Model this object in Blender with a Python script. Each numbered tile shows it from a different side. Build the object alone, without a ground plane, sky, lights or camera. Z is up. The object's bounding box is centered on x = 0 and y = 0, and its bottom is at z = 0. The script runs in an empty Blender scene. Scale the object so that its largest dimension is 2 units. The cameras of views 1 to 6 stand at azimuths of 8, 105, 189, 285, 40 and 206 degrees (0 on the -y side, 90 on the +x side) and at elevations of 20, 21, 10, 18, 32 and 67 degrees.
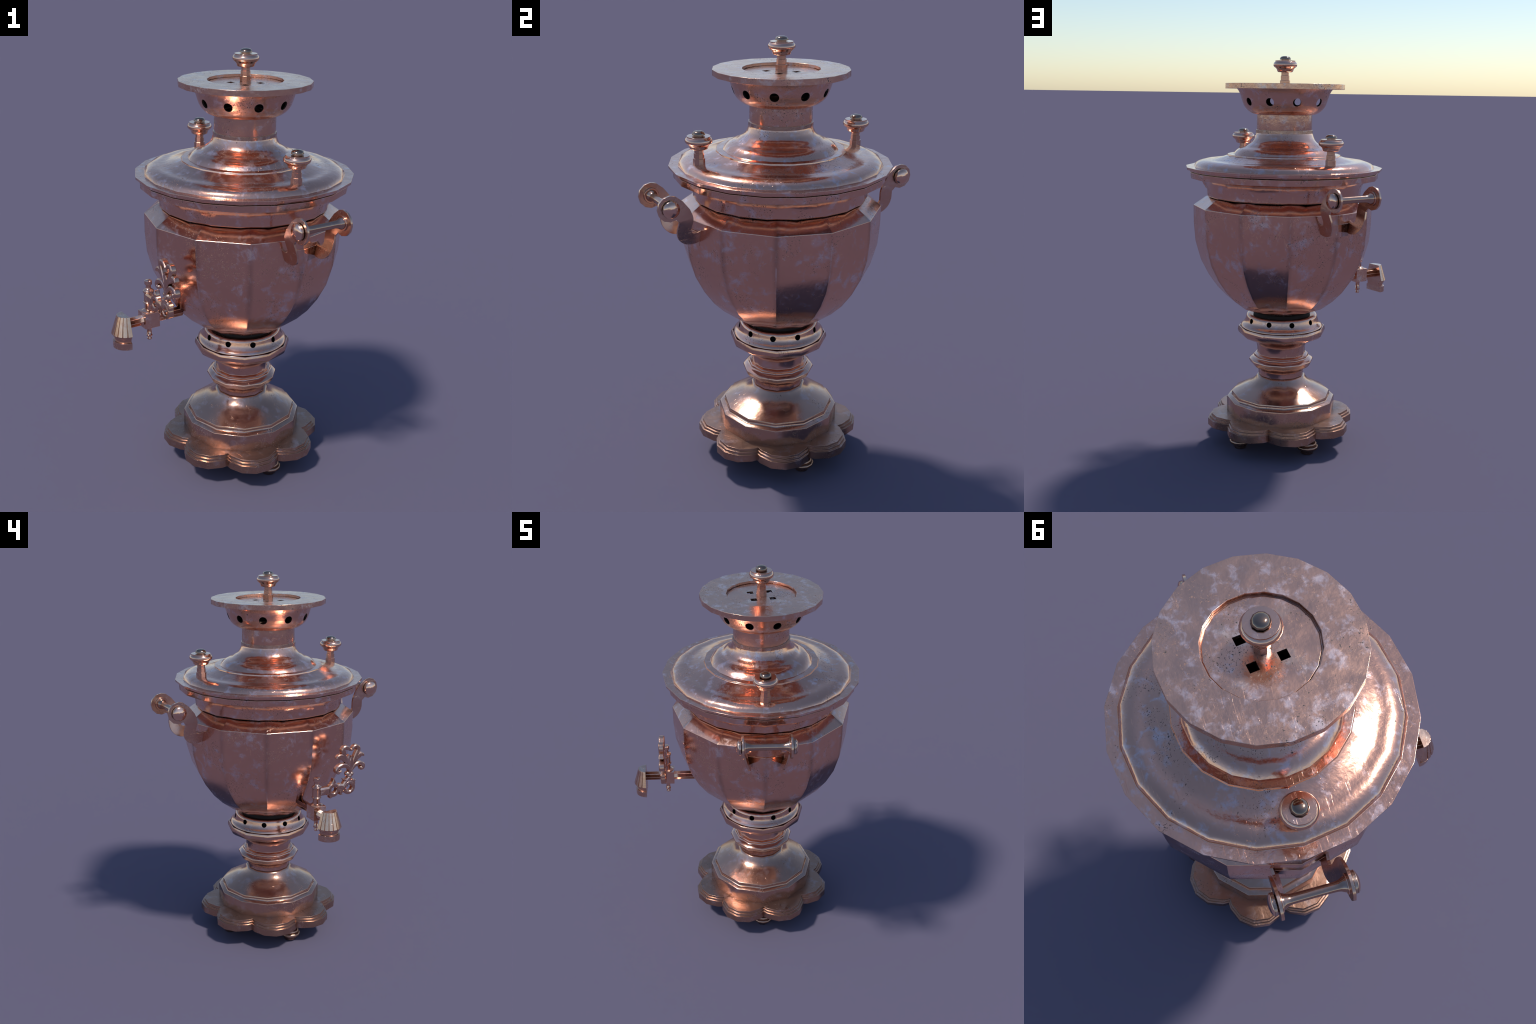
# A copper samovar: lathe-turned low-sided vessel on a scalloped base, with two
# handles, a tap with a scrolled key, a pierced crown, a lid and turned knobs.
import bpy, bmesh, math
from math import sin, cos, pi, radians, hypot, atan2
from mathutils import Vector

SPIN = radians(-47.0)          # the handles' axis in the scene
AXIS = (0.0015, 0.0080)        # the vessel's upright axis

# ------------------------------------------------------------------ materials
def nodes_of(name):
    m = bpy.data.materials.new(name)
    m.use_nodes = True
    nt = m.node_tree
    nt.nodes.clear()
    return m, nt

def N(nt, kind, **kw):
    n = nt.nodes.new(kind)
    for k, v in kw.items():
        if k in n.inputs:
            n.inputs[k].default_value = v
        else:
            setattr(n, k, v)
    return n

def L(nt, a, b):
    nt.links.new(a, b)

def ramp(nt, src, stops, interp='LINEAR'):
    r = nt.nodes.new('ShaderNodeValToRGB')
    r.color_ramp.interpolation = interp
    els = r.color_ramp.elements
    while len(els) < len(stops):
        els.new(0.5)
    for e, (p, c) in zip(els, stops):
        e.position = p
        e.color = (c, c, c, 1) if isinstance(c, (int, float)) else (*c, 1)
    L(nt, src, r.inputs[0])
    return r.outputs[0]

def math_(nt, op, a, b=None, clamp=False):
    n = nt.nodes.new('ShaderNodeMath')
    n.operation = op
    n.use_clamp = clamp
    for i, v in enumerate((a, b)):
        if v is None:
            continue
        if isinstance(v, (int, float)):
            n.inputs[i].default_value = v
        else:
            L(nt, v, n.inputs[i])
    return n.outputs[0]

def mix_col(nt, fac, a, b, blend='MIX'):
    n = nt.nodes.new('ShaderNodeMix')
    n.data_type = 'RGBA'
    n.blend_type = blend
    if isinstance(fac, (int, float)):
        n.inputs[0].default_value = fac
    else:
        L(nt, fac, n.inputs[0])
    for sock, v in ((n.inputs[6], a), (n.inputs[7], b)):
        if isinstance(v, tuple):
            sock.default_value = (*v, 1)
        else:
            L(nt, v, sock)
    return n.outputs[2]

def mix_val(nt, fac, a, b):
    n = nt.nodes.new('ShaderNodeMix')
    n.data_type = 'FLOAT'
    if isinstance(fac, (int, float)):
        n.inputs[0].default_value = fac
    else:
        L(nt, fac, n.inputs[0])
    for sock, v in ((n.inputs[2], a), (n.inputs[3], b)):
        if isinstance(v, (int, float)):
            sock.default_value = v
        else:
            L(nt, v, sock)
    return n.outputs[0]

def copper(name, tone=(0.84, 0.46, 0.335), rough=0.20, patches=1.0, specks=1.0,
           grain=1.0, scratches=1.0, edge=0.35, seed=0.0, facets=0, patch_scale=17.0):
    """Aged copper: lilac-grey tarnish patches, dark pits, fine grain, worn edges."""
    m, nt = nodes_of(name)
    out = N(nt, 'ShaderNodeOutputMaterial')
    b = N(nt, 'ShaderNodeBsdfPrincipled')
    L(nt, b.outputs[0], out.inputs[0])
    tc = N(nt, 'ShaderNodeTexCoord')
    mp = N(nt, 'ShaderNodeMapping')
    mp.inputs['Location'].default_value = (seed, seed * 0.7, seed * 0.3)
    L(nt, tc.outputs['Object'], mp.inputs[0])
    P = mp.outputs[0]

    def noise(scale, detail=4, rgh=0.55, dist=0.0, vec=P):
        n = N(nt, 'ShaderNodeTexNoise', Scale=scale, Detail=detail, Roughness=rgh, Distortion=dist)
        L(nt, vec, n.inputs['Vector'])
        return n.outputs['Fac']

    # tarnish patches: broad islands with a frayed, smeared border
    big = noise(patch_scale, 3, 0.55)
    fray = noise(30, 10, 0.66, 0.5)
    mask = math_(nt, 'ADD', math_(nt, 'MULTIPLY', big, 0.85), math_(nt, 'MULTIPLY', fray, 0.95))
    half = math_(nt, 'MULTIPLY', mask, 0.5)
    patch = ramp(nt, half, [(0.0, 0), (0.468, 0), (0.56, 1)])
    patch = math_(nt, 'MULTIPLY', patch, 0.42 * patches)

    # clusters of small dark pits
    pit = noise(165, 3, 0.6, 0.5)
    where = noise(8, 4, 0.6)
    pitm = math_(nt, 'MULTIPLY', ramp(nt, pit, [(0.0, 0), (0.595, 0), (0.64, 1)]),
                 ramp(nt, where, [(0.0, 0), (0.525, 0), (0.59, 1)]))
    pitm = math_(nt, 'MULTIPLY', pitm, 0.8 * specks)

    # slow drift of tone
    drift = noise(3.2, 3, 0.5)
    dark = tuple(c * 0.94 for c in tone)
    light = tuple(min(1, c * 1.04) for c in tone)
    col = mix_col(nt, ramp(nt, drift, [(0.3, 0.0), (0.7, 1.0)]), dark, light)
    col = mix_col(nt, patch, col, (0.70, 0.75, 0.88))
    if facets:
        # painted-in shade beside the upright creases and a broken bright line along them
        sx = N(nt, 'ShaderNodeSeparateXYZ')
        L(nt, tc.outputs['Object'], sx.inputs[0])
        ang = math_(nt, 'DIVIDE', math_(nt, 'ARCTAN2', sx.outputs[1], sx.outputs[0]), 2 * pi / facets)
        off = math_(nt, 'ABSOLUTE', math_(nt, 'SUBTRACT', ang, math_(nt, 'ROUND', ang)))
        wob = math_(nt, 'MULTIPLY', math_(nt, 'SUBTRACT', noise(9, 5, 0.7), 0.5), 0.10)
        seam_shade = ramp(nt, math_(nt, 'ADD', off, wob), [(0.0, 1.0), (0.025, 0.75), (0.085, 0.0)])
        seam_shade = math_(nt, 'MULTIPLY', seam_shade, ramp(nt, noise(4.5, 3, 0.6), [(0.35, 0.25), (0.62, 1.0)]))
        col = mix_col(nt, math_(nt, 'MULTIPLY', seam_shade, 0.55), col, (0.34, 0.21, 0.17))
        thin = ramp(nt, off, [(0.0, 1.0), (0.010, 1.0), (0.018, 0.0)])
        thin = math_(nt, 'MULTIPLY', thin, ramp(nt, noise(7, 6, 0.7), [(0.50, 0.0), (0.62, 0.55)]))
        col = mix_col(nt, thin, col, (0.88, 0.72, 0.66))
    ao = N(nt, 'ShaderNodeAmbientOcclusion', samples=6)  # occlusion shade in recesses, mixed into the base colour
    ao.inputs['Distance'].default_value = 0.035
    crease_shade = ramp(nt, ao.outputs['AO'], [(0.30, 0.55), (0.80, 0.0)])
    crease_shade = math_(nt, 'MULTIPLY', crease_shade, ramp(nt, fray, [(0.35, 0.5), (0.6, 1.0)]))
    col = mix_col(nt, crease_shade, col, (0.20, 0.115, 0.085))
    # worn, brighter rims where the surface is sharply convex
    geo = N(nt, 'ShaderNodeNewGeometry')
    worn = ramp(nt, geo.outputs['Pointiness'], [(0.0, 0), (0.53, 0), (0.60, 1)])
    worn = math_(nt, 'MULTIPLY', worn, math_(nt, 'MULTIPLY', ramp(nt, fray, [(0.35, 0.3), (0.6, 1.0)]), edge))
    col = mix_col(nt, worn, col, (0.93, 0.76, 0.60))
    col = mix_col(nt, pitm, col, (0.05, 0.045, 0.05))
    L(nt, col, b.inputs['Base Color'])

    met = mix_val(nt, patch, 1.0, 0.82)
    met = mix_val(nt, pitm, met, 0.1)
    L(nt, met, b.inputs['Metallic'])
    r0 = mix_val(nt, ramp(nt, noise(14, 5, 0.6), [(0.3, 0), (0.7, 1)]), rough * 0.8, rough * 1.3)
    r1 = mix_val(nt, patch, r0, 0.40)
    r1 = mix_val(nt, pitm, r1, 0.6)
    L(nt, r1, b.inputs['Roughness'])

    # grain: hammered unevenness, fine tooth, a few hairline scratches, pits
    h = math_(nt, 'MULTIPLY', noise(85, 2, 0.5), 0.0006 * grain)
    h = math_(nt, 'ADD', h, math_(nt, 'MULTIPLY', noise(20, 2, 0.5), 0.0016 * grain))
    h = math_(nt, 'ADD', h, math_(nt, 'MULTIPLY', noise(210, 2, 0.6), 0.00016 * grain))
    for ang, sc in ((0.5, 4.0), (-0.9, 5.0), (1.7, 4.5)):
        mp2 = N(nt, 'ShaderNodeMapping')
        mp2.inputs['Rotation'].default_value = (ang, ang * 1.3, ang * 2.1)
        mp2.inputs['Scale'].default_value = (sc, sc * 22, sc * 7)
        mp2.inputs['Location'].default_value = (ang * 3, seed, ang)
        L(nt, tc.outputs['Object'], mp2.inputs[0])
        s = noise(1.3, 2, 0.5, 1.6, vec=mp2.outputs[0])
        line = ramp(nt, s, [(0.0, 0), (0.66, 0), (0.672, 1), (0.684, 0)])
        here = N(nt, 'ShaderNodeTexNoise', Scale=6.0, Detail=2.0)
        L(nt, mp2.outputs[0], here.inputs['Vector'])
        here.inputs['Scale'].default_value = 0.55
        line = math_(nt, 'MULTIPLY', line, ramp(nt, here.outputs['Fac'], [(0.0, 0), (0.54, 0), (0.62, 1)]))
        h = math_(nt, 'ADD', h, math_(nt, 'MULTIPLY', line, -0.0005 * scratches))
    bp = N(nt, 'ShaderNodeBump', Strength=0.55, Distance=1.0)
    L(nt, h, bp.inputs['Height'])
    L(nt, bp.outputs[0], b.inputs['Normal'])
    return m

def shade_black(name):  # near-black colour standing in for the shade inside hollow parts
    m, nt = nodes_of(name)
    out = N(nt, 'ShaderNodeOutputMaterial')
    b = N(nt, 'ShaderNodeBsdfPrincipled')
    L(nt, b.outputs[0], out.inputs[0])
    tc = N(nt, 'ShaderNodeTexCoord')
    n = N(nt, 'ShaderNodeTexNoise', Scale=40.0, Detail=4.0)
    L(nt, tc.outputs['Object'], n.inputs['Vector'])
    c = mix_col(nt, n.outputs['Fac'], (0.012, 0.009, 0.008), (0.04, 0.025, 0.02))
    L(nt, c, b.inputs['Base Color'])
    b.inputs['Roughness'].default_value = 0.75
    return m

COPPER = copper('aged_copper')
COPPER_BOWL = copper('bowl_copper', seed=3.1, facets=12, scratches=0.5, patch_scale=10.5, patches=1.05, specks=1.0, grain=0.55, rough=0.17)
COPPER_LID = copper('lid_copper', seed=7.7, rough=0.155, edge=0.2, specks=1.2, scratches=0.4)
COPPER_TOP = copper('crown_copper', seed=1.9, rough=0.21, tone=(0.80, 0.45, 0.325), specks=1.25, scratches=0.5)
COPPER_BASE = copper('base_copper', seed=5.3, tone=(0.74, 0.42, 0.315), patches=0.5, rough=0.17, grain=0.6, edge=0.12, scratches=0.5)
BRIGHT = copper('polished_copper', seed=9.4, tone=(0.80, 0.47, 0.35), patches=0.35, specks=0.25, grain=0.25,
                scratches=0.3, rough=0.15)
SHADE_BLACK = shade_black('shade_black')
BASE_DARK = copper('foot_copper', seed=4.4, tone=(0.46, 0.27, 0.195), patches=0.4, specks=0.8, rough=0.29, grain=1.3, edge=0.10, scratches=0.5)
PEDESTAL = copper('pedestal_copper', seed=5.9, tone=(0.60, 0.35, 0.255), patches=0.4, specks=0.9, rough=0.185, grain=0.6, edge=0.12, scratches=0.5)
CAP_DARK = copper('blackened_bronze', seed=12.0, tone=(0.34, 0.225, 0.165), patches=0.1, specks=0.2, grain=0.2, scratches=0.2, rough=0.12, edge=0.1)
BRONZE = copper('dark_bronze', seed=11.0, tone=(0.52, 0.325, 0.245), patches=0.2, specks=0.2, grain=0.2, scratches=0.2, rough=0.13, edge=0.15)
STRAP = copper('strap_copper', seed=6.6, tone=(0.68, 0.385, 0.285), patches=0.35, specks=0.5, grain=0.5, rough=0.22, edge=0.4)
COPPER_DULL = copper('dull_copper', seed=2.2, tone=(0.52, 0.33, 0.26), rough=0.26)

# ------------------------------------------------------------------ helpers
ROOT = bpy.data.objects.new('copper_samovar', None)
bpy.context.scene.collection.objects.link(ROOT)
ROOT.location = (AXIS[0], AXIS[1], 0)
ROOT.rotation_euler = (0, 0, SPIN)
ROOT['label'] = 'old copper samovar with tap, handles and pierced crown'
ROOT['category'] = 'samovar'

def add(name, me, parent=ROOT, mat=None, loc=(0, 0, 0), rot=(0, 0, 0)):
    ob = bpy.data.objects.new(name, me)
    bpy.context.scene.collection.objects.link(ob)
    ob.parent = parent
    ob.location = loc
    ob.rotation_euler = rot
    if mat is not None and not me.materials:
        me.materials.append(mat)
    return ob

def group(name, parent=ROOT, loc=(0, 0, 0), rot=(0, 0, 0)):
    return add(name, None, parent, None, loc, rot)

def finish(bm, name, bevel=0.0, segs=2):
    """bmesh -> mesh; edges tagged sharp get a small rounded chamfer."""
    bmesh.ops.recalc_face_normals(bm, faces=bm.faces)
    for f in bm.faces:
        f.smooth = True
    w = bm.edges.layers.float.new('bevel_weight_edge')
    for e in bm.edges:
        if not e.smooth:
            e[w] = 1.0
    me = bpy.data.meshes.new(name)
    bm.to_mesh(me)
    bm.free()
    return me

def bevelled(ob, width, segs=2):
    m = ob.modifiers.new('rounded_edges', 'BEVEL')
    m.limit_method = 'WEIGHT'
    m.width = width
    m.segments = segs
    m.harden_normals = True
    m.use_clamp_overlap = True
    return ob

def ring_pts(r, z, n, phase=0.0):
    return [Vector((r * cos(phase + 2 * pi * i / n), r * sin(phase + 2 * pi * i / n), z)) for i in range(n)]

def lathe_bm(profile, n, upright_sharp=False, phase=0.0, cap_first=False, cap_last=False, closed=False):
    """Turn a profile of (radius, height[, 's' for a hard edge]) round the z axis."""
    bm = bmesh.new()
    rows = []
    for p in profile:
        r, z = p[0], p[1]
        if r < 1e-6:
            rows.append([bm.verts.new((0, 0, z))])
        else:
            rows.append([bm.verts.new(v) for v in ring_pts(r, z, n, phase)])
    def bridge(a, b):
        for i in range(n):
            j = (i + 1) % n
            if len(a) == 1 and len(b) == 1:
                return
            if len(a) == 1:
                bm.faces.new((a[0], b[i], b[j]))
            elif len(b) == 1:
                bm.faces.new((a[i], a[j], b[0]))
            else:
                bm.faces.new((a[i], a[j], b[j], b[i]))
    for a, b in zip(rows, rows[1:]):
        bridge(a, b)
    if closed:
        bridge(rows[-1], rows[0])
    if cap_first:
        bm.faces.new(rows[0])
    if cap_last:
        bm.faces.new(rows[-1])
    for p, row in zip(profile, rows):
        if len(p) > 2 and len(row) > 1:
            for i in range(n):
                e = bm.edges.get((row[i], row[(i + 1) % n]))
                if e:
                    e.smooth = False
    if upright_sharp:
        for a, b in zip(rows, rows[1:]):
            if len(a) > 1 and len(b) > 1:
                for i in range(n):
                    e = bm.edges.get((a[i], b[i]))
                    if e:
                        e.smooth = False
    return bm

def lathe(name, profile, n, parent=ROOT, mat=COPPER, bevel=0.0015, loc=(0, 0, 0), rot=(0, 0, 0), **kw):
    ob = add(name, finish(lathe_bm(profile, n, **kw), name), parent, mat, loc, rot)
    if bevel:
        bevelled(ob, bevel)
    return ob

def shell(name, prof, n, thick, parent, mat):
    """Thin-walled turned shell, inside painted near-black for shade."""
    inner = []
    for i, (r, z) in enumerate(prof):
        a, b = prof[max(i - 1, 0)], prof[min(i + 1, len(prof) - 1)]
        d = Vector((b[0] - a[0], b[1] - a[1])).normalized()
        inner.append((r - d.y * thick, z + d.x * thick))
    p = [(r, z, 's') if i in (0, len(prof) - 1) else (r, z) for i, (r, z) in enumerate(prof)]
    q = [(r, z, 's') if i in (0, len(prof) - 1) else (r, z) for i, (r, z) in enumerate(inner[::-1])]
    bm = lathe_bm(p + q, n, closed=True)
    k = len(prof) - 1
    bm.faces.ensure_lookup_table()
    for f in bm.faces[k * n:]:
        f.material_index = 1
    ob = add(name, finish(bm, name), parent, mat)
    ob.data.materials.append(SHADE_BLACK)
    return ob

def curve_pts(keys, steps):
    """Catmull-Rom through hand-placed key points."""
    out = []
    k = [Vector(p) for p in keys]
    k = [2 * k[0] - k[1]] + k + [2 * k[-1] - k[-2]]
    for i in range(1, len(k) - 2):
        for s in range(steps):
            t = s / steps
            a, b, c, d = k[i - 1], k[i], k[i + 1], k[i + 2]
            out.append(0.5 * ((2 * b) + (c - a) * t + (2 * a - 5 * b + 4 * c - d) * t * t
                              + (3 * b - a - 3 * c + d) * t ** 3))
    out.append(k[-2].copy())
    return out

def pierce(ob, n, phase, radius, r0, r1, z, tilt=0.0):
    """Cut n round holes through a shell with a ring of cylinders."""
    bm = bmesh.new()
    for i in range(n):
        a = phase + 2 * pi * i / n
        axis = Vector((cos(a) * cos(tilt), sin(a) * cos(tilt), sin(tilt)))
        side = Vector((-sin(a), cos(a), 0))
        up = axis.cross(side)
        mid = Vector((cos(a), sin(a), 0)) * ((r0 + r1) / 2) + Vector((0, 0, z))
        half = (r1 - r0) / 2
        k = 20
        lo = [bm.verts.new(mid - axis * half + (side * cos(2 * pi * j / k) + up * sin(2 * pi * j / k)) * radius) for j in range(k)]
        hi = [bm.verts.new(mid + axis * half + (side * cos(2 * pi * j / k) + up * sin(2 * pi * j / k)) * radius) for j in range(k)]
        bm.faces.new(lo)
        bm.faces.new(hi)
        for j in range(k):
            bm.faces.new((lo[j], lo[(j + 1) % k], hi[(j + 1) % k], hi[j]))
    bmesh.ops.recalc_face_normals(bm, faces=bm.faces)
    me = bpy.data.meshes.new('cutter')
    bm.to_mesh(me)
    bm.free()
    cut = bpy.data.objects.new('cutter', me)
    bpy.context.scene.collection.objects.link(cut)
    cut.parent = ob.parent
    me.materials.append(SHADE_BLACK)
    m = ob.modifiers.new('holes', 'BOOLEAN')
    m.operation = 'DIFFERENCE'
    m.solver = 'EXACT'
    m.object = cut
    m.material_mode = 'TRANSFER'
    return cut

def bake(ob, *cutters):
    """Apply all modifiers of an object and drop its cutters."""
    bpy.context.view_layer.update()
    dg = bpy.context.evaluated_depsgraph_get()
    me = bpy.data.meshes.new_from_object(ob.evaluated_get(dg))
    old = ob.data
    ob.modifiers.clear()
    ob.data = me
    me.name = old.name
    bpy.data.meshes.remove(old)
    for c in cutters:
        d = c.data
        bpy.data.objects.remove(c)
        bpy.data.meshes.remove(d)
    return ob

# ------------------------------------------------------------------ bowl
BOWL = [(0.0, 0.700), (0.130, 0.700), (0.157, 0.707, 's'), (0.222, 0.731), (0.283, 0.777), (0.334, 0.828), (0.381, 0.894),
        (0.4215, 0.973), (0.449, 1.070), (0.457, 1.165), (0.4575, 1.255, 's'),
        (0.397, 1.298), (0.375, 1.303), (0.345, 1.300)]

def build_bowl():
    bm = lathe_bm(BOWL, 12, upright_sharp=True)
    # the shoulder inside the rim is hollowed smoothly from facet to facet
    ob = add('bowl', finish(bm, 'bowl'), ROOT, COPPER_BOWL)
    bevelled(ob, 0.0022, 2)
    return ob
build_bowl()

# ------------------------------------------------------------------ throat under the lid
lathe('throat', [(0.340, 1.3045), (0.388, 1.3030, 's'), (0.3925, 1.3085, 's'), (0.3925, 1.325), (0.3945, 1.340), (0.399, 1.356),
                 (0.408, 1.374), (0.422, 1.389), (0.440, 1.3955, 's'), (0.470, 1.3965), (0.477, 1.3965, 's'), (0.4785, 1.4255, 's'), (0.470, 1.4265, 's'),
                 (0.466, 1.420), (0.40, 1.420)], 20, mat=COPPER_LID, bevel=0.0014)

# ------------------------------------------------------------------ lid
LID = group('lid')
lathe('lid_plate', [(0.30, 1.430), (0.482, 1.430, 's'), (0.484, 1.4375, 's'), (0.4965, 1.4385, 's'), (0.4985, 1.4515, 's'), (0.457, 1.4505, 's'),
                    (0.4520, 1.4635), (0.4400, 1.4725), (0.4265, 1.4788), (0.4130, 1.4830), (0.4000, 1.4850), (0.3860, 1.4853),
                    (0.3720, 1.4857), (0.3580, 1.4874), (0.3450, 1.4906), (0.3300, 1.4946), (0.3130, 1.4988), (0.2980, 1.5040), (0.2885, 1.5075, 's'), (0.287, 1.5140, 's'), (0.262, 1.5150, 's'), (0.24, 1.5150)], 20,
      LID, COPPER_LID, 0.0014)
lathe('lid_dome', [(0.255, 1.509), (0.2590, 1.5118), (0.2580, 1.5130), (0.2525, 1.5202), (0.2460, 1.5277), (0.2377, 1.5352), (0.2273, 1.5417), (0.2180, 1.5452),
                   (0.2100, 1.5475), (0.2000, 1.5510), (0.1930, 1.5550), (0.1870, 1.5600), (0.1800, 1.5650), (0.1720, 1.5695), (0.1640, 1.5755), (0.1555, 1.5855),
                   (0.149, 1.599), (0.1450, 1.612), (0.1432, 1.6160), (0.142, 1.630)], 20,
      LID, COPPER_LID, 0.0012)

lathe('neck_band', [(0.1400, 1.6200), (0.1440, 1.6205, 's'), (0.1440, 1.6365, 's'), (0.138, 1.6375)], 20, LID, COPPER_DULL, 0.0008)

# ------------------------------------------------------------------ chimney and crown
CROWN = group('crown')
lathe('chimney', [(0.1375, 1.620), (0.1395, 1.637), (0.1390, 1.718, 's'), (0.130, 1.718, 's'), (0.130, 1.62)], 20, CROWN, COPPER_TOP, 0.0008)

def build_crown_bowl():
    prof = [(0.139, 1.7115), (0.1440, 1.7125), (0.157, 1.7155), (0.1715, 1.7220), (0.186, 1.7325), (0.1975, 1.745), (0.206, 1.759),
            (0.2125, 1.776), (0.2185, 1.795), (0.2245, 1.813), (0.2320, 1.828), (0.2400, 1.838)]
    ob = shell('crown_bowl', prof, 60, 0.007, CROWN, COPPER_TOP)
    cut = pierce(ob, 10, radians(18), 0.0204, 0.17, 0.25, 1.775, tilt=radians(-12))
    bake(ob, cut)
build_crown_bowl()

def build_top_plate():
    prof = [(0.300, 1.838, 's'), (0.300, 1.864, 's'), (0.1705, 1.864, 's'), (0.1705, 1.846, 's'), (0.1655, 1.846, 's'), (0.1650, 1.8505, 's'), (0.1, 1.850), (0.04, 1.850),
            (0.0, 1.850), (0.0, 1.842), (0.1, 1.842), (0.23, 1.838)]
    bm = lathe_bm(prof, 20, closed=True)
    ob = add('top_plate', finish(bm, 'top_plate'), CROWN, COPPER_TOP)
    # four diamond vents round the knob
    bm = bmesh.new()
    for i in range(4):
        a = pi / 2 * i + radians(54)
        c = Vector((cos(a), sin(a), 0)) * 0.0655
        d = 0.0212
        corners = [c + Vector((cos(a + k * pi / 2), sin(a + k * pi / 2), 0)) * d for k in range(4)]
        lo = [bm.verts.new(v + Vector((0, 0, 1.83))) for v in corners]
        hi = [bm.verts.new(v + Vector((0, 0, 1.86))) for v in corners]
        bm.faces.new(lo)
        bm.faces.new(hi)
        for k in range(4):
            bm.faces.new((lo[k], lo[(k + 1) % 4], hi[(k + 1) % 4], hi[k]))
    bmesh.ops.recalc_face_normals(bm, faces=bm.faces)
    me = bpy.data.meshes.new('vent_cutter')
    bm.to_mesh(me)
    bm.free()
    cut = bpy.data.objects.new('vent_cutter', me)
    bpy.context.scene.collection.objects.link(cut)
    cut.parent = ob.parent
    me.materials.append(SHADE_BLACK)
    bevelled(ob, 0.0012)
    m = ob.modifiers.new('vents', 'BOOLEAN')
    m.object = cut
    m.solver = 'EXACT'
    bake(ob, cut)
build_top_plate()

# ------------------------------------------------------------------ turned knobs
def knob_meshes():
    stem = finish(lathe_bm([(0.026, -0.012), (0.0260, 0.0305, 's'), (0.0222, 0.0312, 's'), (0.0222, 0.0535, 's'),
                            (0.0197, 0.0542, 's'), (0.0197, 0.075)], 8, upright_sharp=True, phase=pi / 8), 'knob_stem')
    head = finish(lathe_bm([(0.0, 0.071), (0.034, 0.071, 's'), (0.0380, 0.0735), (0.0395, 0.0765), (0.0405, 0.080), (0.0430, 0.0865), (0.0475, 0.0915),
                            (0.0545, 0.0965), (0.0585, 0.1015), (0.0596, 0.1075), (0.0580, 0.1140), (0.0545, 0.1190), (0.0505, 0.1225, 's'),
                            (0.0508, 0.1275, 's'), (0.020, 0.1280, 's'), (0.020, 0.132)], 20), 'knob_head')
    cap = finish(lathe_bm([(0.018, 0.1310), (0.0285, 0.1325, 's'), (0.0288, 0.1350), (0.0262, 0.1415), (0.0205, 0.1465), (0.0120, 0.1490), (0.0, 0.1500)], 10), 'knob_cap')
    for me, mat in ((stem, STRAP), (head, BRIGHT), (cap, CAP_DARK)):
        me.materials.append(mat)
    return stem, head, cap

STEM, HEAD, CAP = knob_meshes()
for parent, pos in ((CROWN, (0, 0, 1.850)), (LID, (0.3925, 0, 1.480)), (LID, (-0.3925, 0, 1.480))):
    k = add('knob', HEAD, parent, None, pos)
    bevelled(k, 0.0008)
    bevelled(add('knob_stem', STEM, k), 0.0006)
    bevelled(add('knob_cap', CAP, k), 0.0008)

# ------------------------------------------------------------------ pierced ring under the bowl
def build_vent_ring():
    prof = [(0.213, 0.6245), (0.2125, 0.6285), (0.2035, 0.6365), (0.1955, 0.6435), (0.1905, 0.6530), (0.1875, 0.6640), (0.1855, 0.6735),
            (0.1835, 0.6815), (0.1785, 0.6870), (0.1710, 0.6887), (0.1600, 0.6880), (0.1480, 0.6865)]
    ob = shell('vent_ring', prof, 60, 0.004, ROOT, COPPER_BASE)
    cut = pierce(ob, 10, radians(18), 0.0136, 0.168, 0.215, 0.6655, tilt=radians(8))
    bake(ob, cut)
build_vent_ring()
lathe('blackout_floor', [(0.0, 0.612), (0.212, 0.612), (0.212, 0.619)], 24, mat=SHADE_BLACK, bevel=0)  # added black disc, keeps the inside of the ring dark
lathe('blackout_tube', [(0.147, 0.612), (0.147, 0.7015), (0.140, 0.7025)], 24, mat=SHADE_BLACK, bevel=0)  # added black tube, darkens the gap under the bowl and blocks see-through

# ------------------------------------------------------------------ stem and pedestal
lathe('stem', [(0.0, 0.606), (0.2135, 0.606), (0.2150, 0.6180), (0.2190, 0.6225, 's'), (0.2240, 0.6215, 's'), (0.2275, 0.6115), (0.2290, 0.6010), (0.2240, 0.5870),
               (0.2100, 0.5740, 's'), (0.1830, 0.5610), (0.1560, 0.5490), (0.1390, 0.5380), (0.1295, 0.5230), (0.1258, 0.5060),
               (0.1255, 0.4850), (0.1265, 0.4760, 's'), (0.1400, 0.4725, 's'), (0.1435, 0.4690, 's'), (0.1420, 0.4620, 's'), (0.1430, 0.4570),
               (0.1500, 0.4545), (0.1620, 0.4490), (0.1675, 0.4440, 's'), (0.1690, 0.4395, 's'), (0.1620, 0.4250), (0.1530, 0.4140),
               (0.1420, 0.4060), (0.1290, 0.4000, 's'), (0.1215, 0.3925, 's'), (0.1190, 0.3860), (0.1180, 0.3700), (0.1180, 0.3590, 's'),
               (0.100, 0.3560)], 12, mat=COPPER_BASE, bevel=0.0016)
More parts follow.
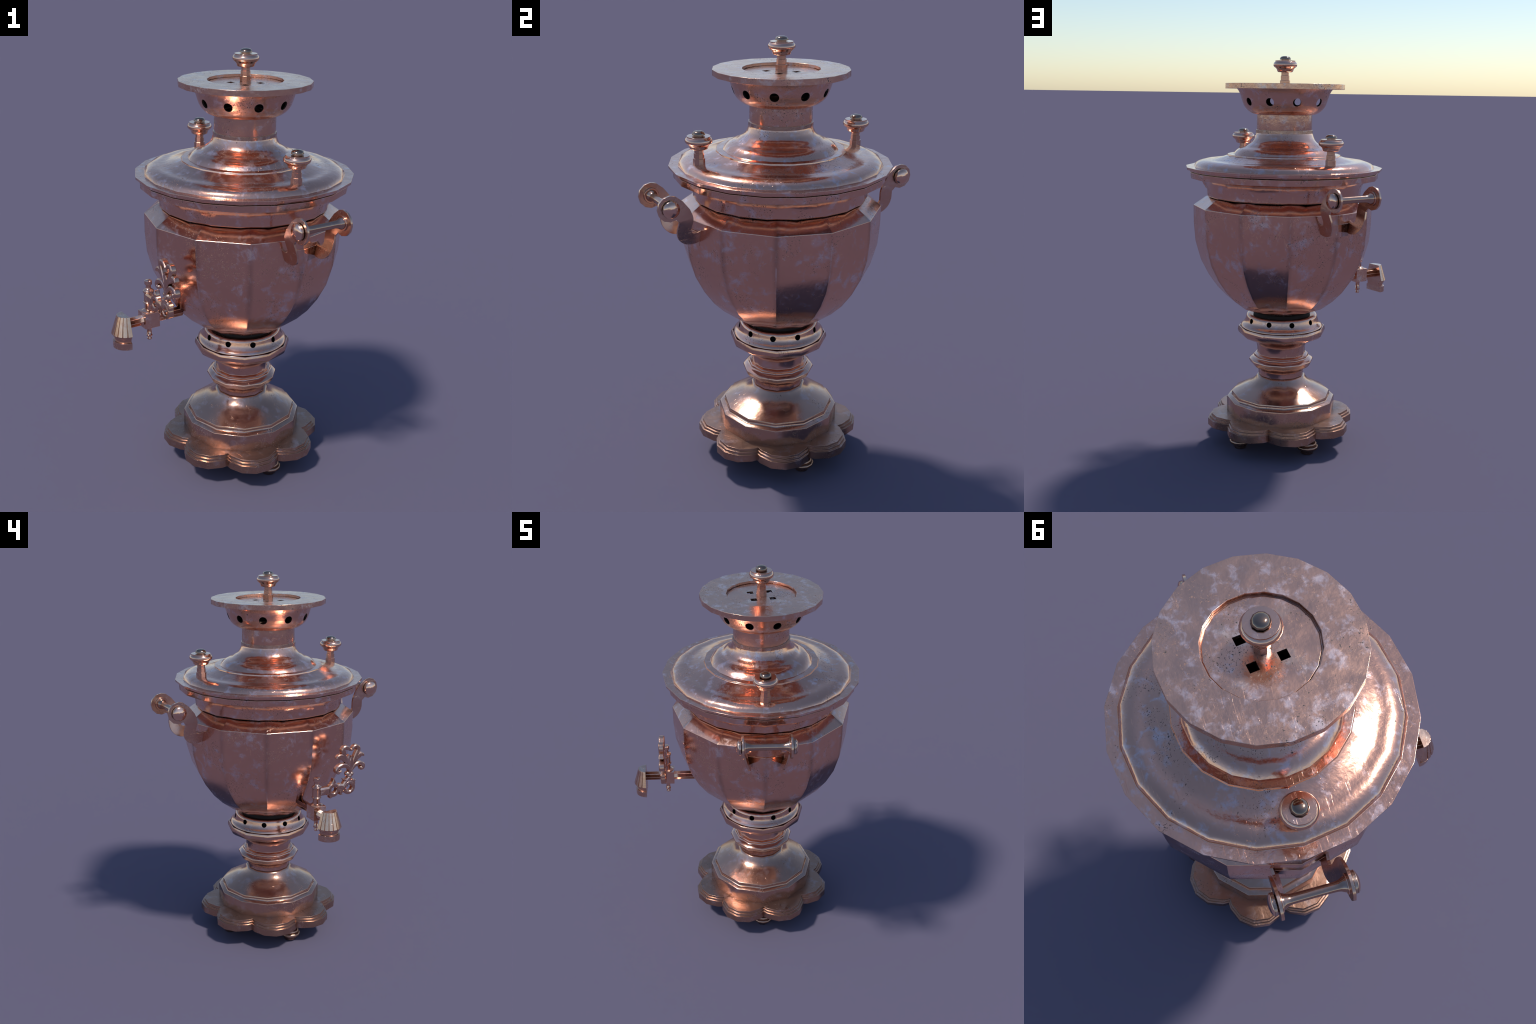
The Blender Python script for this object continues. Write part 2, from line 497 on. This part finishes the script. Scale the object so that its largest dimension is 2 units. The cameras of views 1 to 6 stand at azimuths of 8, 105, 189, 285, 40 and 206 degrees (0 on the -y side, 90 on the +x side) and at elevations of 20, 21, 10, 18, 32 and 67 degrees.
lathe('pedestal', [(0.105, 0.3585), (0.1195, 0.3580, 's'), (0.1250, 0.3565), (0.1300, 0.3480), (0.1400, 0.3335), (0.1500, 0.3232), (0.1600, 0.3152),
                   (0.1700, 0.3088), (0.1810, 0.3030), (0.2000, 0.2938), (0.2200, 0.2840), (0.2400, 0.2738), (0.2575, 0.2645, 's'), (0.2590, 0.2590, 's'), (0.2590, 0.2500), (0.2620, 0.2450, 's'),
                   (0.2740, 0.2425), (0.2835, 0.2370, 's'), (0.2845, 0.2320), (0.2840, 0.160), (0.2840, 0.130)], 12, mat=PEDESTAL, bevel=0.0016)

# ------------------------------------------------------------------ scalloped foot plate
def scallop(scale):
    """Outline of eight overlapping discs in a ring, one vertex every 30 degrees of arc."""
    c, rho = 0.2576, 0.1294
    pts = []
    for k in range(8):
        mid = radians(22.5 + 45 * k)
        for arc in (-72.2, -60, -30, 0, 30, 60):
            x, y = c + rho * cos(radians(arc)), rho * sin(radians(arc))
            pts.append(((x * cos(mid) - y * sin(mid)) * scale, (x * sin(mid) + y * cos(mid)) * scale))
    return pts

def build_foot_plate():
    steps = [(0.70, 0.099, 0), (0.997, 0.0970, 1), (1.0, 0.0985, 1), (1.0, 0.1345, 1), (0.9790, 0.1355, 1), (0.9750, 0.1462, 1),
             (0.9540, 0.1472, 1), (0.9500, 0.1583, 1), (0.70, 0.1583, 0)]
    bm = bmesh.new()
    rows = []
    for s, z, sharp in steps:
        row = [bm.verts.new((x, y, z)) for x, y in scallop(s)]
        rows.append(row)
    n = len(rows[0])
    for a, b in zip(rows, rows[1:]):
        for i in range(n):
            bm.faces.new((a[i], a[(i + 1) % n], b[(i + 1) % n], b[i]))
    bm.faces.new(rows[0])
    bm.faces.new(rows[-1])
    for (s, z, sharp), row in zip(steps, rows):
        for i in range(n):
            if sharp:
                bm.edges.get((row[i], row[(i + 1) % n])).smooth = False
    for a, b in zip(rows[1:-1], rows[2:-1]):
        for i in range(0, n, 6):                      # the notches between lobes stay crisp
            bm.edges.get((a[i], b[i])).smooth = False
    ob = add('foot_plate', finish(bm, 'foot_plate'), ROOT, BASE_DARK)
    bevelled(ob, 0.0017, 3)
build_foot_plate()

FOOT = finish(lathe_bm([(0.030, 0.101), (0.029, 0.072), (0.0310, 0.0655), (0.0430, 0.0610, 's'), (0.0485, 0.0550), (0.0485, 0.0500), (0.0440, 0.0465, 's'),
                        (0.0500, 0.0455), (0.0555, 0.0395), (0.0560, 0.0340), (0.0520, 0.0260), (0.0430, 0.0210, 's'), (0.0370, 0.0175), (0.0345, 0.0090),
                        (0.0310, 0.0, 's'), (0.0, 0.0)], 12), 'foot')
FOOT.materials.append(BASE_DARK)
for i in range(4):
    bevelled(add('foot', FOOT, ROOT, None, (0.25 * cos(pi / 2 * i), 0.25 * sin(pi / 2 * i), 0), (0, 0, pi / 2 * i)), 0.0008, 1)

# ------------------------------------------------------------------ handles
BAR_R, BAR_Z = 0.575, 1.342

def bracket_mesh(side):
    """Flat strap: a twelve-sided eye round the bar, then an S down and in to the bowl."""
    keys = [(0.5190, 1.3120, 0.0360), (0.5040, 1.2830, 0.0320), (0.5065, 1.2560, 0.0312), (0.5095, 1.2320, 0.0312), (0.5030, 1.2090, 0.0320),
            (0.4850, 1.1920, 0.0290), (0.4570, 1.1880, 0.0262), (0.4330, 1.1960, 0.0240), (0.4080, 1.2110, 0.0220)]
    mid = curve_pts(keys, 4)
    inner, outer = [], []
    for i, p in enumerate(mid):
        a, b = mid[max(i - 1, 0)], mid[min(i + 1, len(mid) - 1)]
        d = Vector((b.x - a.x, b.y - a.y)).normalized()
        nrm = Vector((-d.y, d.x)) * p.z
        outer.append((p.x + nrm.x, p.y + nrm.y))
        inner.append((p.x - nrm.x, p.y - nrm.y))
    if inner[0][0] > outer[0][0]:
        inner, outer = outer, inner
    R = 0.0568
    eye = [(BAR_R + R * cos(radians(a)), BAR_Z + R * sin(radians(a))) for a in (117, 90, 60, 30, 0, -30, -60, -90, -122)]
    t_mid, th = 0.112, 0.0052
    def lay(bm, q, off):
        drop = max(0.0, 1.300 - q[1])
        y = t_mid - 0.30 * drop * drop / (drop + 0.02)       # leans in towards the foot
        return bm.verts.new((q[0], side * (y + off), q[1]))
    bm = bmesh.new()
    loops = []
    head = eye + [outer[0], inner[0], (0.5190, 1.3690)]
    for off in (-th, th):
        hv = [lay(bm, q, off) for q in head]
        ov = [hv[len(eye)]] + [lay(bm, q, off) for q in outer[1:]]
        iv = [hv[len(eye) + 1]] + [lay(bm, q, off) for q in inner[1:]]
        bm.faces.new(hv)
        for i in range(len(ov) - 1):
            bm.faces.new((ov[i], ov[i + 1], iv[i + 1], iv[i]))
        loops.append(hv[:len(eye)] + ov + iv[::-1] + [hv[-1]])
    a, b = loops
    n = len(a)
    for i in range(n):
        bm.faces.new((a[i], a[(i + 1) % n], b[(i + 1) % n], b[i]))
    for lp in loops:
        for i in range(n):
            bm.edges.get((lp[i], lp[(i + 1) % n])).smooth = False
    me = finish(bm, 'bracket')
    me.materials.append(STRAP)
    return me

def along_y(bm):
    """Turn a lathe made round z so that it lies along +y."""
    for v in bm.verts:
        v.co = Vector((v.co.x, v.co.z, -v.co.y))
    return bm

GRIP = finish(along_y(lathe_bm([(0.0, -0.1010), (0.0270, -0.1010, 's'), (0.0270, -0.0990), (0.0240, -0.0915), (0.0190, -0.0820), (0.0172, -0.0720), (0.0166, -0.0600),
                                (0.0164, 0.0), (0.0166, 0.0600), (0.0172, 0.0720), (0.0190, 0.0820), (0.0240, 0.0915), (0.0270, 0.0990),
                                (0.0270, 0.1010, 's'), (0.0, 0.1010)], 14)), 'grip')
WASHER = finish(along_y(lathe_bm([(0.0, 0.1000), (0.0330, 0.1000, 's'), (0.0345, 0.1025), (0.0330, 0.1050, 's'), (0.0330, 0.1080)], 14)), 'washer')
COLLAR = finish(along_y(lathe_bm([(0.0290, 0.1150), (0.0290, 0.1205), (0.0375, 0.1210, 's'), (0.0375, 0.1300, 's'), (0.0300, 0.1305)], 12)), 'end_collar')
BOSS = finish(along_y(lathe_bm([(0.0300, 0.1300), (0.0378, 0.1306, 's'), (0.0374, 0.1322), (0.0310, 0.1375), (0.0210, 0.1415),
                                (0.0085, 0.1440, 's'), (0.0, 0.1442)], 12)), 'end_cap')
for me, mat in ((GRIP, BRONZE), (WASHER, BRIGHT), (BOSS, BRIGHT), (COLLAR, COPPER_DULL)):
    me.materials.append(mat)
BRACKETS = {s: bracket_mesh(s) for s in (1, -1)}

def back_plate_mesh():
    """Band bent round the bowl's corner between the two straps."""
    t, z0, z1 = 0.084, 1.149, 1.211
    def on(y, z, off):
        apothem_drop = abs(y) * math.tan(radians(15))
        base = 0.4570 if z > 1.165 else 0.4570 - (1.165 - z) * 0.084
        return (base - apothem_drop + off, y, z)
    bm = bmesh.new()
    rows = []
    for y in (-t, 0.0, t):
        rows.append([bm.verts.new(on(y, z, o)) for z, o in ((z0, -0.008), (z0, 0.0015), (z1, 0.0055), (z1, -0.008))])
    for a, b in zip(rows, rows[1:]):
        for i in range(4):
            j = (i + 1) % 4
            f = bm.faces.new((a[i], a[j], b[j], b[i]))
            e = bm.edges.get((a[i], b[i]))
            e.smooth = False
    for i in range(4):
        bm.edges.get((rows[1][i], rows[1][(i + 1) % 4])).smooth = False
    bm.faces.new(rows[0])
    bm.faces.new(rows[-1])
    me = finish(bm, 'back_plate')
    me.materials.append(COPPER_BOWL)
    return me
PLATE = back_plate_mesh()

for i in range(2):
    h = group('handle', ROOT, (0, 0, 0), (0, 0, pi * i))
    bevelled(add('grip', GRIP, h, None, (BAR_R, 0, BAR_Z)), 0.0006)
    bevelled(add('back_plate', PLATE, h), 0.0012)
    for s in (1, -1):
        bevelled(add('bracket', BRACKETS[s], h), 0.0014, 1)
        turn = (0, 0, 0 if s > 0 else pi)
        bevelled(add('washer', WASHER, h, None, (BAR_R, 0, BAR_Z), turn), 0.0006)
        bevelled(add('end_cap', BOSS, h, None, (BAR_R, 0, BAR_Z), turn), 0.0006)
        bevelled(add('end_collar', COLLAR, h, None, (BAR_R, 0, BAR_Z), turn), 0.0006)

# ------------------------------------------------------------------ tap (built outward along -y)
TAP = group('tap')
ARM_Z, VALVE = 0.8390, -0.5030

def build_arm():
    bm = bmesh.new()
    rows = []
    for y in (-0.34, -0.6195):
        rows.append([bm.verts.new((0.0240 * cos(pi / 4 * i), y, ARM_Z + 0.0240 * sin(pi / 4 * i))) for i in range(8)])
    for i in range(8):
        j = (i + 1) % 8
        bm.faces.new((rows[0][i], rows[0][j], rows[1][j], rows[1][i]))
        bm.edges.get((rows[0][i], rows[1][i])).smooth = False
    bm.faces.new(rows[0])
    bm.faces.new(rows[1])
    bevelled(add('tap_pipe', finish(bm, 'tap_pipe'), TAP, COPPER), 0.0012)
build_arm()

def build_valve_box():
    bm = bmesh.new()
    bmesh.ops.create_cube(bm, size=0.0715)
    for e in bm.edges:
        e.smooth = False
    bevelled(add('valve_box', finish(bm, 'valve_box'), TAP, COPPER, (0, VALVE, 0.8415)), 0.0014)
build_valve_box()

lathe('spindle', [(0.034, 0.8740), (0.0330, 0.8800, 's'), (0.0240, 0.8850), (0.0185, 0.8875, 's'), (0.0178, 0.9105), (0.0195, 0.9135, 's'), (0.0245, 0.9165), (0.0245, 0.9195, 's'),
                  (0.0205, 0.9235, 's'), (0.0205, 0.9610), (0.0215, 0.9640, 's'), (0.0250, 0.9680), (0.0252, 0.9745, 's'), (0.0200, 0.9800), (0.0130, 0.9830), (0.0115, 0.9900),
                  (0.0115, 1.0015, 's'), (0.0168, 1.0035, 's'), (0.0172, 1.0200, 's'), (0.0130, 1.0235), (0.0, 1.0240)], 10, TAP, BRIGHT, 0.0005,
      loc=(0, VALVE, 0))
lathe('valve_pin', [(0.0, 0.7370), (0.0085, 0.7380), (0.0118, 0.7420), (0.0100, 0.7460), (0.0068, 0.7500), (0.0075, 0.7550, 's'), (0.0140, 0.7570), (0.0145, 0.7610, 's'),
                    (0.0110, 0.7635), (0.0105, 0.7900), (0.0125, 0.8070)], 10, TAP, BRIGHT, 0.0004, loc=(0, VALVE, 0))

def build_spout():
    """Half a fluted cone with its flat back to the pipe, over a plain half-round nozzle."""
    rows_def = [(0.0405, 0.8850, 1), (0.0660, 0.8010, 1), (0.0575, 0.7960, 0), (0.0575, 0.7880, 0), (0.0520, 0.7855, 0), (0.0510, 0.7700, 0), (0.0590, 0.7680, 0), (0.0590, 0.7370, 0)]
    flutes = 9
    turn = []                                   # (fraction of the half turn, in a groove?)
    for j in range(flutes):
        turn += [((j + 0.13) / flutes, False), ((j + 0.5) / flutes, False), ((j + 0.87) / flutes, False)]
        if j < flutes - 1:
            turn += [((j + 0.955) / flutes, True), ((j + 1.045) / flutes, True)]
    turn = [(0.0, False)] + turn[1:-1] + [(1.0, False)]
    k = len(turn)
    bm = bmesh.new()
    rows = []
    for r, z, fl in rows_def:
        row = []
        for f, groove in turn:
            a = pi + pi * f
            rr = r * 0.93 if (fl and groove) else r
            row.append(bm.verts.new((rr * cos(a), -0.6180 + rr * sin(a), z)))
        rows.append(row)
    for a, b in zip(rows, rows[1:]):
        for i in range(k - 1):
            bm.faces.new((a[i], a[i + 1], b[i + 1], b[i]))
        bm.faces.new((a[0], a[-1], b[-1], b[0]))
    bm.faces.new(rows[0])
    bm.faces.new(rows[-1])
    for row in rows:
        for i in range(k):
            e = bm.edges.get((row[i], row[(i + 1) % k]))
            if e:
                e.smooth = False
    for ri, (a, b) in enumerate(zip(rows, rows[1:])):
        for i in range(k):
            if i in (0, k - 1) or (ri == 0 and (turn[i][1] or turn[i - 1][1] or turn[(i + 1) % k][1])):
                bm.edges.get((a[i], b[i])).smooth = False
    bevelled(add('spout', finish(bm, 'spout'), TAP, STRAP), 0.0007, 1)
build_spout()

# --- scrolled key: flat strokes of changing width, all in one upright plane
KEY_Y, KEY_TH = -0.5110, 0.0140

def stroke(bm, keys, steps=5, closed=False, th=KEY_TH, fat=1.32):
    """A band following key points (x, z, half width), thickest along its middle."""
    if closed:
        ext = keys[-2:] + keys + keys[:2]
        pts = curve_pts(ext, steps)
        pts = pts[2 * steps:(2 + len(keys)) * steps]
    else:
        pts = curve_pts(keys, steps)
    n = len(pts)
    rows = []
    for i, p in enumerate(pts):
        a = pts[(i - 1) % n] if closed else pts[max(i - 1, 0)]
        b = pts[(i + 1) % n] if closed else pts[min(i + 1, n - 1)]
        d = Vector((b.x - a.x, b.y - a.y))
        d.normalize()
        s = Vector((-d.y, d.x))
        w = max(p.z * fat, 0.0008)
        sec = ((-w, -0.72 * th), (-0.55 * w, -th), (0.55 * w, -th), (w, -0.72 * th),
               (w, 0.72 * th), (0.55 * w, th), (-0.55 * w, th), (-w, 0.72 * th))
        rows.append([bm.verts.new((p.x + s.x * u, KEY_Y + v, p.y + s.y * u)) for u, v in sec])
    for i in range(n if closed else n - 1):
        a, b = rows[i], rows[(i + 1) % n]
        for j in range(8):
            bm.faces.new((a[j], a[(j + 1) % 8], b[(j + 1) % 8], b[j]))
            bm.edges.get((a[j], b[j])).smooth = False
    if not closed:
        for row in (rows[0], rows[-1]):
            bm.faces.new(row)
            for j in range(8):
                bm.edges.get((row[j], row[(j + 1) % 8])).smooth = False

def pellet(bm, x, z, rx, rz, ry=0.0165):
    r = bmesh.ops.create_uvsphere(bm, u_segments=10, v_segments=7, radius=1.0)
    for v in r['verts']:
        v.co = Vector((x + v.co.x * rx, KEY_Y + v.co.y * ry, z + v.co.z * rz))

def build_key():
    bm = bmesh.new()
    # neck from the spindle, then two pierced links
    stroke(bm, [(0.010, 0.9490, 0.0155), (0.040, 0.9487, 0.0155), (0.066, 0.9485, 0.0155)], 2)
    def ring(cx, cz, rx, rz, w, n=8, th=KEY_TH):
        stroke(bm, [(cx + rx * cos(2 * pi * i / n), cz + rz * sin(2 * pi * i / n), w) for i in range(n)], 3, True, th, 1.15)
    ring(0.0910, 0.9470, 0.0255, 0.0270, 0.0095)
    stroke(bm, [(0.086, 0.9720, 0.012), (0.092, 0.9880, 0.0085), (0.0905, 1.0080, 0.0010)], 3, th=KEY_TH * 0.98)
    stroke(bm, [(0.082, 0.9240, 0.012), (0.076, 0.9150, 0.0085), (0.0690, 0.9055, 0.0010)], 3, th=KEY_TH * 0.98)
    stroke(bm, [(0.062, 0.9390, 0.009), (0.056, 0.9310, 0.006), (0.050, 0.9260, 0.0010)], 3, th=KEY_TH * 0.96)
    stroke(bm, [(0.112, 0.9530, 0.013), (0.130, 0.9525, 0.0165), (0.150, 0.9480, 0.015)], 3, th=KEY_TH * 0.97)
    stroke(bm, [(0.142, 0.9380, 0.010), (0.136, 0.9260, 0.007), (0.1305, 0.9140, 0.0010)], 3, th=KEY_TH * 0.95)
    stroke(bm, [(0.1360, 0.9180, 0.004), (0.1440, 0.9130, 0.001)], 2, th=KEY_TH * 0.9)
    ring(0.1840, 0.9450, 0.0280, 0.0270, 0.0085)
    stroke(bm, [(0.158, 0.9580, 0.013), (0.170, 0.9750, 0.0125), (0.184, 0.9880, 0.012), (0.188, 0.9990, 0.009)], 3, th=KEY_TH * 0.96)
    stroke(bm, [(0.210, 0.9560, 0.010), (0.206, 0.9720, 0.011), (0.196, 0.9850, 0.009)], 3, th=KEY_TH * 0.94)
    stroke(bm, [(0.174, 0.9830, 0.008), (0.160, 0.9880, 0.005), (0.1490, 0.9930, 0.001)], 3, th=KEY_TH * 0.9)
    stroke(bm, [(0.200, 0.9790, 0.008), (0.214, 0.9800, 0.005), (0.2250, 0.9790, 0.001)], 3, th=KEY_TH * 0.9)
    # heart-shaped boss where the foliage springs
    pellet(bm, 0.1770, 1.0190, 0.0165, 0.0150, 0.0150)
    pellet(bm, 0.1985, 1.0160, 0.0160, 0.0150, 0.0150)
    pellet(bm, 0.1885, 1.0070, 0.0165, 0.0165, 0.0150)
    # middle leaf
    stroke(bm, [(0.1880, 1.0200, 0.005), (0.1900, 1.0450, 0.0085), (0.1925, 1.0750, 0.0115), (0.1945, 1.0950, 0.0090), (0.1965, 1.1130, 0.0010)], 4, th=KEY_TH * 1.02)
    stroke(bm, [(0.1860, 1.0600, 0.004), (0.1790, 1.0850, 0.0085), (0.1790, 1.1050, 0.0075), (0.1850, 1.1200, 0.0030)], 4, th=KEY_TH * 0.9)
    # two tall loops meeting above the leaf like a heart
    stroke(bm, [(0.1860, 1.0450, 0.003), (0.1780, 1.0750, 0.0055), (0.1660, 1.1000, 0.0070), (0.1520, 1.1250, 0.0080), (0.1440, 1.1450, 0.0085), (0.1500, 1.1590, 0.0080),
                (0.1660, 1.1610, 0.0075), (0.1800, 1.1520, 0.0065), (0.1950, 1.1430, 0.0040)], 4, th=KEY_TH)
    stroke(bm, [(0.1960, 1.0450, 0.003), (0.2060, 1.0750, 0.0060), (0.2170, 1.1000, 0.0085), (0.2300, 1.1240, 0.0095), (0.2370, 1.1420, 0.0090), (0.2300, 1.1570, 0.0080),
                (0.2160, 1.1590, 0.0075), (0.2040, 1.1510, 0.0065), (0.1950, 1.1440, 0.0040)], 4, th=KEY_TH * 0.98)
    # side leaves with curled tips
    stroke(bm, [(0.1740, 1.0720, 0.004), (0.1620, 1.0930, 0.0090), (0.1460, 1.1120, 0.0120), (0.1290, 1.1180, 0.0100), (0.1150, 1.1150, 0.0075), (0.1080, 1.1080, 0.0045)], 4, th=KEY_TH * 0.92)
    stroke(bm, [(0.2120, 1.0800, 0.004), (0.2300, 1.0980, 0.0090), (0.2470, 1.1110, 0.0110), (0.2600, 1.1120, 0.0080), (0.2710, 1.1040, 0.0030)], 4, th=KEY_TH * 0.92)
    # lower scrolls ending in pellets
    stroke(bm, [(0.1880, 1.0350, 0.005), (0.1790, 1.0540, 0.0070), (0.1600, 1.0660, 0.0085), (0.1380, 1.0680, 0.0085), (0.1180, 1.0600, 0.0085), (0.1090, 1.0460, 0.0085),
                (0.1150, 1.0360, 0.0070), (0.1260, 1.0340, 0.0060)], 4, th=KEY_TH * 1.05)
    pellet(bm, 0.1305, 1.0400, 0.0085, 0.0090, 0.0170)
    stroke(bm, [(0.1960, 1.0350, 0.005), (0.2110, 1.0540, 0.0070), (0.2280, 1.0650, 0.0080), (0.2480, 1.0670, 0.0080), (0.2640, 1.0590, 0.0085), (0.2690, 1.0450, 0.0080),
                (0.2630, 1.0370, 0.0065), (0.2540, 1.0370, 0.0055)], 4, th=KEY_TH * 1.05)
    pellet(bm, 0.2540, 1.0430, 0.0085, 0.0090, 0.0170)
    me = finish(bm, 'tap_key')
    bevelled(add('tap_key', me, TAP, STRAP), 0.0005, 1)
build_key()
